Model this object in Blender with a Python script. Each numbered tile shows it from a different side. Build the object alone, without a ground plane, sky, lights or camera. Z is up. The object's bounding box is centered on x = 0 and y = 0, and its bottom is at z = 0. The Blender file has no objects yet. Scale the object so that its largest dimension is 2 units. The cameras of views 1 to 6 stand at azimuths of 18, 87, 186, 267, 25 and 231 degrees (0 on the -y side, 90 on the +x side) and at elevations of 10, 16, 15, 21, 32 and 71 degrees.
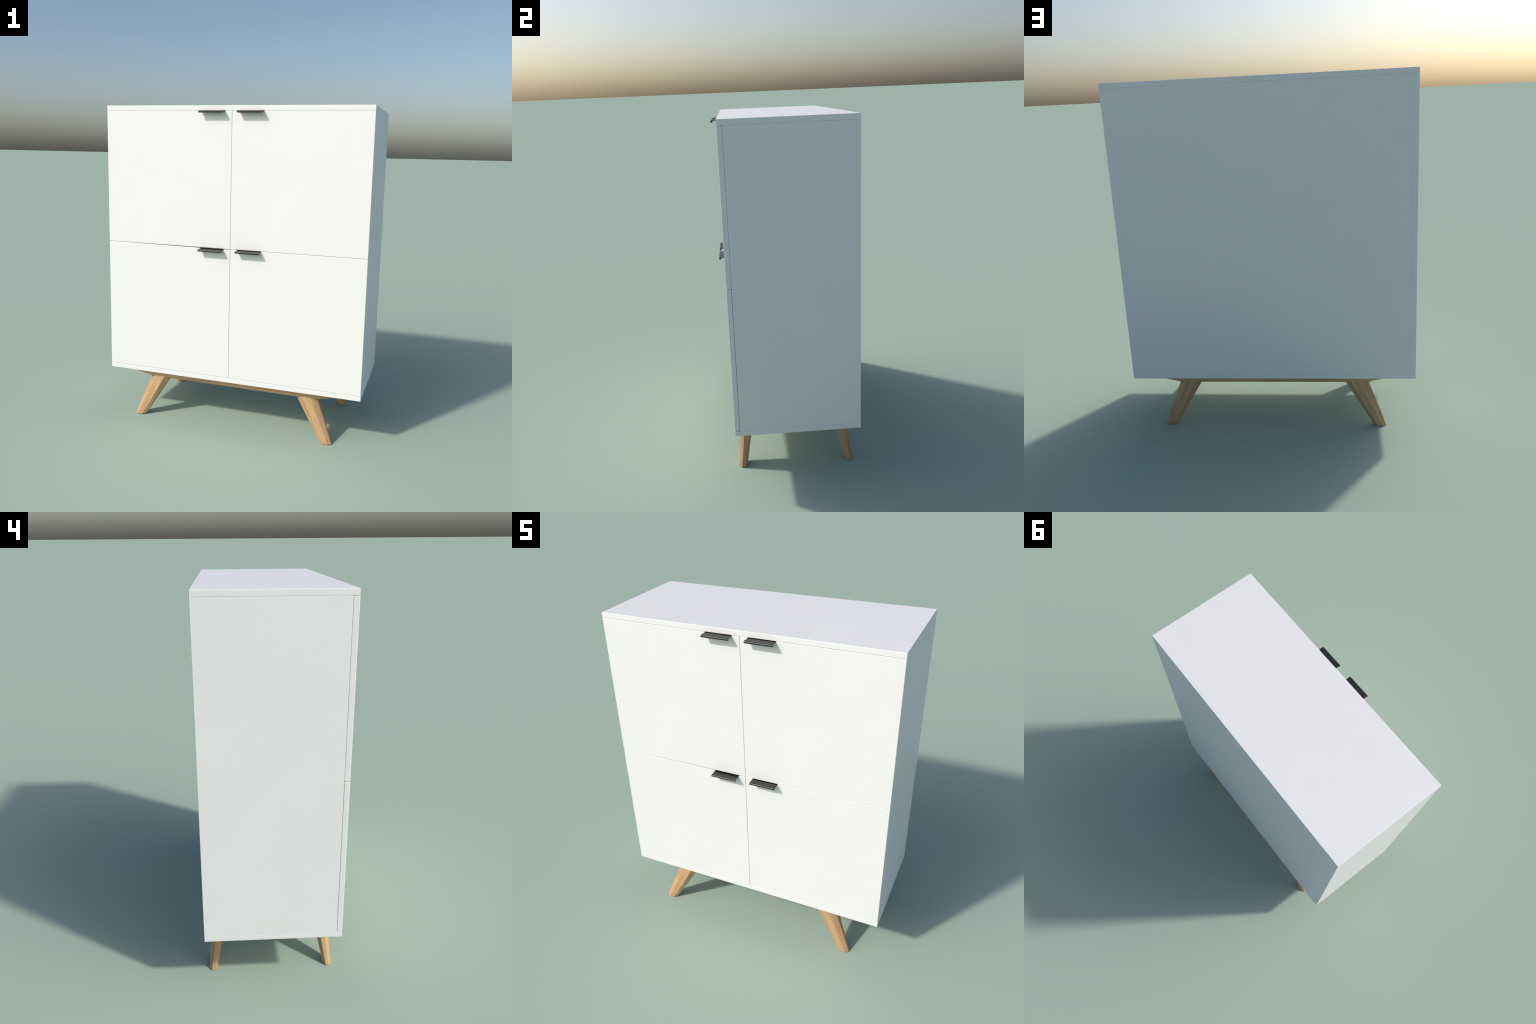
"""White two-by-two door highboard on splayed oak legs, with dark edge-pull handles."""
import bpy, bmesh, math
from mathutils import Vector, Matrix

# ------------------------------------------------------------------ dimensions (metres)
HALF_W = 0.8246           # half width of the carcass
Y_FRONT, Y_BACK = -0.3228, 0.3694
Y_MID = 0.0231
Z_BOTTOM, Z_TOP = 0.3088, 2.000
BOARD = 0.0290            # board thickness
DOOR_T = 0.0268           # door thickness (the upper pair is a touch thicker)
SEAM = 0.00003            # hairline between butted boards
BEVEL = 0.0030
DOOR_PROUD = 0.0006       # doors stand this far in front of the panels' edges

Z_TOP_UNDER = Z_TOP - BOARD          # underside of the top panel
Z_BOT_UPPER = Z_BOTTOM + BOARD + 0.0008       # upper face of the bottom panel
Y_CARCASS = Y_FRONT + DOOR_T + 0.0006    # front edge of sides / divider / shelf
GAP = 0.0009              # door to carcass panel
MID_LOW, MID_HIGH = 1.1538, 1.1549   # facing edges of lower and upper doors
DOOR_GAP = 0.0005         # half the gap between left and right doors

PULL_IN, PULL_OUT = 0.0440, 0.1942   # handle ends, measured from the centre line
PULL_T = 0.0036           # thickness of the pull's plate
BEAD_R = 0.0067           # rolled front bead of the pull


# ------------------------------------------------------------------ node helpers
def new_material(name):
    mat = bpy.data.materials.new(name)
    mat.use_nodes = True
    nt = mat.node_tree
    bsdf = nt.nodes["Principled BSDF"]
    return mat, nt, bsdf


def link(nt, a, b):
    nt.links.new(a, b)


def lacquer_material():
    mat, nt, bsdf = new_material("white_lacquer")
    tc = nt.nodes.new("ShaderNodeTexCoord")
    noise = nt.nodes.new("ShaderNodeTexNoise")
    noise.inputs["Scale"].default_value = 3.0
    noise.inputs["Detail"].default_value = 3.0
    link(nt, tc.outputs["Object"], noise.inputs["Vector"])
    ramp = nt.nodes.new("ShaderNodeValToRGB")
    ramp.color_ramp.elements[0].position = 0.3
    ramp.color_ramp.elements[0].color = (0.778, 0.778, 0.770, 1)
    ramp.color_ramp.elements[1].position = 0.7
    ramp.color_ramp.elements[1].color = (0.790, 0.790, 0.782, 1)
    link(nt, noise.outputs["Fac"], ramp.inputs["Fac"])
    link(nt, ramp.outputs["Color"], bsdf.inputs["Base Color"])
    bsdf.inputs["Roughness"].default_value = 0.5
    return mat


def pull_material():
    mat, nt, bsdf = new_material("anthracite_metal")
    tc = nt.nodes.new("ShaderNodeTexCoord")
    mp = nt.nodes.new("ShaderNodeMapping")
    mp.inputs["Scale"].default_value = (8.0, 400.0, 400.0)
    noise = nt.nodes.new("ShaderNodeTexNoise")
    noise.inputs["Scale"].default_value = 1.0
    noise.inputs["Detail"].default_value = 2.0
    link(nt, tc.outputs["Object"], mp.inputs["Vector"])
    link(nt, mp.outputs["Vector"], noise.inputs["Vector"])
    ramp = nt.nodes.new("ShaderNodeValToRGB")
    ramp.color_ramp.elements[0].color = (0.0102, 0.0106, 0.0108, 1)
    ramp.color_ramp.elements[1].color = (0.0132, 0.0136, 0.0138, 1)
    link(nt, noise.outputs["Fac"], ramp.inputs["Fac"])
    link(nt, ramp.outputs["Color"], bsdf.inputs["Base Color"])
    bsdf.inputs["Roughness"].default_value = 0.36
    return mat


def oak_material(name, grain_dir):
    """Light oak; the grain runs along grain_dir in object space."""
    mat, nt, bsdf = new_material(name)
    tc = nt.nodes.new("ShaderNodeTexCoord")
    turn = nt.nodes.new("ShaderNodeMapping")
    turn.inputs["Rotation"].default_value = Vector(grain_dir).rotation_difference(
        Vector((0, 0, 1))).to_euler()
    link(nt, tc.outputs["Object"], turn.inputs["Vector"])
    info = nt.nodes.new("ShaderNodeObjectInfo")
    shift = nt.nodes.new("ShaderNodeVectorMath")
    shift.operation = "MULTIPLY_ADD"
    shift.inputs[0].default_value = (7.3, 3.1, 1.7)
    link(nt, info.outputs["Random"], shift.inputs[1])
    link(nt, turn.outputs["Vector"], shift.inputs[2])

    def streaks(scale, detail, distortion):
        mp = nt.nodes.new("ShaderNodeMapping")
        mp.inputs["Scale"].default_value = scale
        link(nt, shift.outputs["Vector"], mp.inputs["Vector"])
        n = nt.nodes.new("ShaderNodeTexNoise")
        n.inputs["Scale"].default_value = 1.0
        n.inputs["Detail"].default_value = detail
        n.inputs["Distortion"].default_value = distortion
        link(nt, mp.outputs["Vector"], n.inputs["Vector"])
        return n.outputs["Fac"]

    broad = streaks((48, 48, 2.2), 2.0, 0.3)
    fine = streaks((230, 230, 9.0), 3.0, 0.2)
    tone = streaks((26, 26, 3.0), 1.0, 0.0)

    ramp = nt.nodes.new("ShaderNodeValToRGB")
    cr = ramp.color_ramp
    cr.elements[0].position = 0.30
    cr.elements[0].color = (0.400, 0.252, 0.127, 1)
    cr.elements[1].position = 0.70
    cr.elements[1].color = (0.588, 0.396, 0.207, 1)
    e = cr.elements.new(0.5)
    e.color = (0.508, 0.328, 0.169, 1)
    link(nt, broad, ramp.inputs["Fac"])

    def mix(kind, fac, a, b):
        m = nt.nodes.new("ShaderNodeMix")
        m.data_type = "RGBA"
        m.blend_type = kind
        if isinstance(fac, float):
            m.inputs["Factor"].default_value = fac
        else:
            link(nt, fac, m.inputs["Factor"])
        link(nt, a, m.inputs[6])
        link(nt, b, m.inputs[7])
        return m.outputs[2]

    hue = nt.nodes.new("ShaderNodeValToRGB")           # pinkish to yellowish staves
    hue.color_ramp.elements[0].position = 0.40
    hue.color_ramp.elements[0].color = (1.03, 0.97, 0.96, 1)
    hue.color_ramp.elements[1].position = 0.60
    hue.color_ramp.elements[1].color = (0.99, 1.005, 0.98, 1)
    link(nt, tone, hue.inputs["Fac"])
    pores = nt.nodes.new("ShaderNodeValToRGB")
    pores.color_ramp.elements[0].position = 0.32
    pores.color_ramp.elements[0].color = (0.84, 0.80, 0.76, 1)
    pores.color_ramp.elements[1].position = 0.52
    pores.color_ramp.elements[1].color = (1.0, 1.0, 1.0, 1)
    link(nt, fine, pores.inputs["Fac"])

    c = mix("MULTIPLY", 1.0, ramp.outputs["Color"], hue.outputs["Color"])
    c = mix("MULTIPLY", 0.8, c, pores.outputs["Color"])
    link(nt, c, bsdf.inputs["Base Color"])
    bsdf.inputs["Roughness"].default_value = 0.6
    bump = nt.nodes.new("ShaderNodeBump")
    bump.inputs["Strength"].default_value = 0.12
    bump.inputs["Distance"].default_value = 0.001
    link(nt, fine, bump.inputs["Height"])
    link(nt, bump.outputs["Normal"], bsdf.inputs["Normal"])
    return mat


# ------------------------------------------------------------------ mesh helpers
def add_object(name, mesh, parent, location=(0, 0, 0)):
    obj = bpy.data.objects.new(name, mesh)
    bpy.context.scene.collection.objects.link(obj)
    obj.parent = parent
    obj.location = location
    return obj


def finish(bm, name, material, bevel=BEVEL, segments=3, angle=math.radians(25)):
    bmesh.ops.recalc_face_normals(bm, faces=bm.faces)
    if bevel:
        sharp = [e for e in bm.edges if len(e.link_faces) == 2
                 and e.calc_face_angle(0) > angle]
        bmesh.ops.bevel(bm, geom=sharp, offset=bevel, segments=segments,
                        profile=0.5, affect="EDGES", clamp_overlap=True)
    mesh = bpy.data.meshes.new(name)
    bm.to_mesh(mesh)
    bm.free()
    mesh.materials.append(material)
    # smooth shading with normals that follow the broad faces, so only the bevels turn
    normals = [Vector((0, 0, 0)) for _ in mesh.vertices]
    for p in mesh.polygons:
        p.use_smooth = True
        for v in p.vertices:
            normals[v] += p.normal * p.area
    mesh.normals_split_custom_set_from_vertices([n.normalized() for n in normals])
    return mesh


def prism(outline, axis, a, b):
    """Extrude a closed 2D outline along axis (0 x, 1 y, 2 z) from a to b."""
    bm = bmesh.new()

    def place(p, t):
        c = list(p)
        c.insert(axis, t)
        return bm.verts.new(c)
    lo = [place(p, a) for p in outline]
    hi = [place(p, b) for p in outline]
    bm.faces.new(lo)
    bm.faces.new(list(reversed(hi)))
    n = len(outline)
    for i in range(n):
        bm.faces.new((lo[i], hi[i], hi[(i + 1) % n], lo[(i + 1) % n]))
    return bm


def board(name, x, y, z, material, parent, bevel=BEVEL):
    """Bevelled box with its origin in its middle."""
    c = Vector((sum(x) / 2, sum(y) / 2, sum(z) / 2))
    hx, hy = (x[1] - x[0]) / 2, (y[1] - y[0]) / 2
    bm = prism([(-hx, -hy), (hx, -hy), (hx, hy), (-hx, hy)], 2,
               z[0] - c.z, z[1] - c.z)
    return add_object(name, finish(bm, name, material, bevel), parent, c)


# ------------------------------------------------------------------ materials
white = lacquer_material()
anthracite = pull_material()
LEG_TOP_Z = 0.300
LEG_DIR = Vector((-0.126, 0.0385, 0.25))
oak_leg = oak_material("oak_leg_grain", LEG_DIR)
oak_rail = oak_material("oak_rail_grain", (1, 0, 0))

# ------------------------------------------------------------------ the thing
cabinet = bpy.data.objects.new("highboard_cabinet", None)
bpy.context.scene.collection.objects.link(cabinet)
cabinet["label"] = "tall white four-door cabinet with splayed oak legs and dark edge pulls"
cabinet["category"] = "cabinet"

# carcass ------------------------------------------------------------
board("top_panel", (-HALF_W, HALF_W), (Y_FRONT, Y_BACK), (Z_TOP_UNDER, Z_TOP), white, cabinet, 0.0022)
board("bottom_panel", (-HALF_W, HALF_W), (Y_FRONT, Y_BACK), (Z_BOTTOM, Z_BOT_UPPER), white, cabinet, 0.0022)
INNER_W = HALF_W - BOARD
z_in = (Z_BOT_UPPER + SEAM, Z_TOP_UNDER - SEAM)
for s in (-1, 1):
    xs = sorted((s * HALF_W, s * INNER_W))
    board("side_panel", xs, (Y_CARCASS, Y_BACK), z_in, white, cabinet, 0.0016)
board("back_panel", (-INNER_W + SEAM, INNER_W - SEAM), (Y_BACK - 0.016, Y_BACK), z_in, white,
      cabinet, 0.0006)
y_inner = (Y_CARCASS, Y_BACK - 0.016 - SEAM)
board("divider_panel", (-BOARD / 2, BOARD / 2), y_inner, z_in, white, cabinet)
mid = 0.5 * (MID_LOW + MID_HIGH)
for s in (-1, 1):
    xs = sorted((s * (BOARD / 2 + SEAM), s * (INNER_W - SEAM)))
    board("shelf", xs, y_inner, (mid - BOARD / 2, mid + BOARD / 2), white, cabinet)

# edge pull: flat plate lying in a notch of the door's top edge, rolled bead in front
bead_y = -0.3694 + BEAD_R
profile = [(Y_FRONT + 0.0265, -PULL_T), (Y_FRONT + 0.0265, 0.0)]
start, end = math.radians(90), math.radians(90 + 292)
steps = 18
for i in range(steps + 1):
    a = start + (end - start) * i / steps
    profile.append((bead_y + BEAD_R * math.cos(a), -BEAD_R + BEAD_R * math.sin(a)))
profile.append((bead_y + BEAD_R + 0.0012, -PULL_T))
pull_len = PULL_OUT - PULL_IN
bm = prism(profile, 0, -pull_len / 2, pull_len / 2)
pull_mesh = finish(bm, "handle", anthracite, 0.0003, 1, math.radians(50))

# doors ---------------------------------------------------------------
def door(side, z0, z1, pull_top, sag=0.0, thick=DOOR_T):
    """Door leaf with a notch for its pull; sag drops the top edge near the pull."""
    outer, inner = HALF_W - 0.0002, DOOR_GAP
    notch = pull_top - PULL_T
    ends = (PULL_OUT + 0.0003, PULL_IN - 0.0003)
    outline = [(inner, z0), (outer, z0), (outer, z1),
               (ends[0], z1 - sag), (ends[0], notch), (ends[1], notch),
               (ends[1], z1 - sag), (inner, z1 - 0.35 * sag)]
    c = Vector((side * (outer + inner) / 2, Y_FRONT - DOOR_PROUD + thick / 2, (z0 + z1) / 2))
    bm = prism([(side * x - c.x, z - c.z) for x, z in outline], 1, -thick / 2, thick / 2)
    leaf = add_object("door", finish(bm, "door", white), cabinet, c)
    pull = add_object("handle", pull_mesh, leaf,
                      (side * (PULL_IN + PULL_OUT) / 2 - c.x, -c.y, pull_top - c.z))
    return leaf


upper = (MID_HIGH, Z_TOP_UNDER - GAP)
lower = (Z_BOT_UPPER + GAP, MID_LOW)
door(-1, *upper, 1.9684, thick=DOOR_T + 0.0006)
door(1, *upper, 1.9684, thick=DOOR_T + 0.0006)
door(-1, *lower, 1.1479, sag=0.0036)
door(1, *lower, 1.1517)

# base frame ------------------------------------------------------------
RAIL_BOTTOM, RAIL_FACE = 0.2650, 0.3095      # face: distance from the cabinet's mid plane
RAIL_T, CHAMFER = 0.075, 0.010
END_TOP, END_LOW = 0.755, 0.545
for s in (-1, 1):
    bm = prism([(-END_TOP, Z_BOTTOM), (END_TOP, Z_BOTTOM), (END_LOW, RAIL_BOTTOM),
                (-END_LOW, RAIL_BOTTOM)], 1, s * (RAIL_FACE - RAIL_T), s * RAIL_FACE)
    edges = [e for e in bm.edges if all(v.co.z < RAIL_BOTTOM + 1e-5 for v in e.verts)
             and all(abs(v.co.y) > RAIL_FACE - 1e-5 for v in e.verts)]
    edges += [e for e in bm.edges if abs(e.verts[0].co.z - e.verts[1].co.z) > 1e-3
              and all(abs(v.co.y) > RAIL_FACE - 1e-5 for v in e.verts)]
    bmesh.ops.bevel(bm, geom=edges, offset=CHAMFER, segments=1, affect="EDGES")
    bmesh.ops.translate(bm, verts=bm.verts, vec=(0, 0, -Z_BOTTOM))
    add_object("base_rail", finish(bm, "base_rail", oak_rail, 0.0008, 1), cabinet,
               (0, Y_MID, Z_BOTTOM - 0.0002))

# legs: tapered, splayed, eight-sided; built for the front right corner, mirrored for the rest
FOOT_C, FOOT_H = Vector((0.6258, -0.3115)), Vector((0.0360, 0.0228))
HEAD_C, HEAD_H, HEAD_Z = Vector((0.5000, -0.2745)), Vector((0.0635, 0.0378)), 0.25
CUT = (0.54, 0.62)        # chamfer of the corners, as a share of the half sizes


def leg_ring(z):
    t = z / HEAD_Z
    c, h = FOOT_C.lerp(HEAD_C, t), FOOT_H.lerp(HEAD_H, t)
    ring = []
    kx, ky = 1 - CUT[0], 1 - CUT[1]
    for px, py in ((1, ky), (kx, 1), (-kx, 1), (-1, ky), (-1, -ky), (-kx, -1), (kx, -1), (1, -ky)):
        ring.append((c.x + h.x * px - FOOT_C.x, c.y + h.y * py - FOOT_C.y, z))
    return ring


bm = bmesh.new()
rings = [[bm.verts.new(p) for p in leg_ring(z)] for z in (0.0, 0.1, 0.2, LEG_TOP_Z)]
for a, b in zip(rings, rings[1:]):
    for i in range(8):
        bm.faces.new((a[i], a[(i + 1) % 8], b[(i + 1) % 8], b[i]))
bm.faces.new(rings[0])
bm.faces.new(list(reversed(rings[-1])))
leg_mesh = finish(bm, "leg", oak_leg, 0.0012, 2)
for sx in (1, -1):
    for sy in (1, -1):
        leg = add_object("leg", leg_mesh, cabinet,
                         (sx * FOOT_C.x, Y_MID + sy * FOOT_C.y, 0.0))
        leg.scale = (sx, sy, 1)
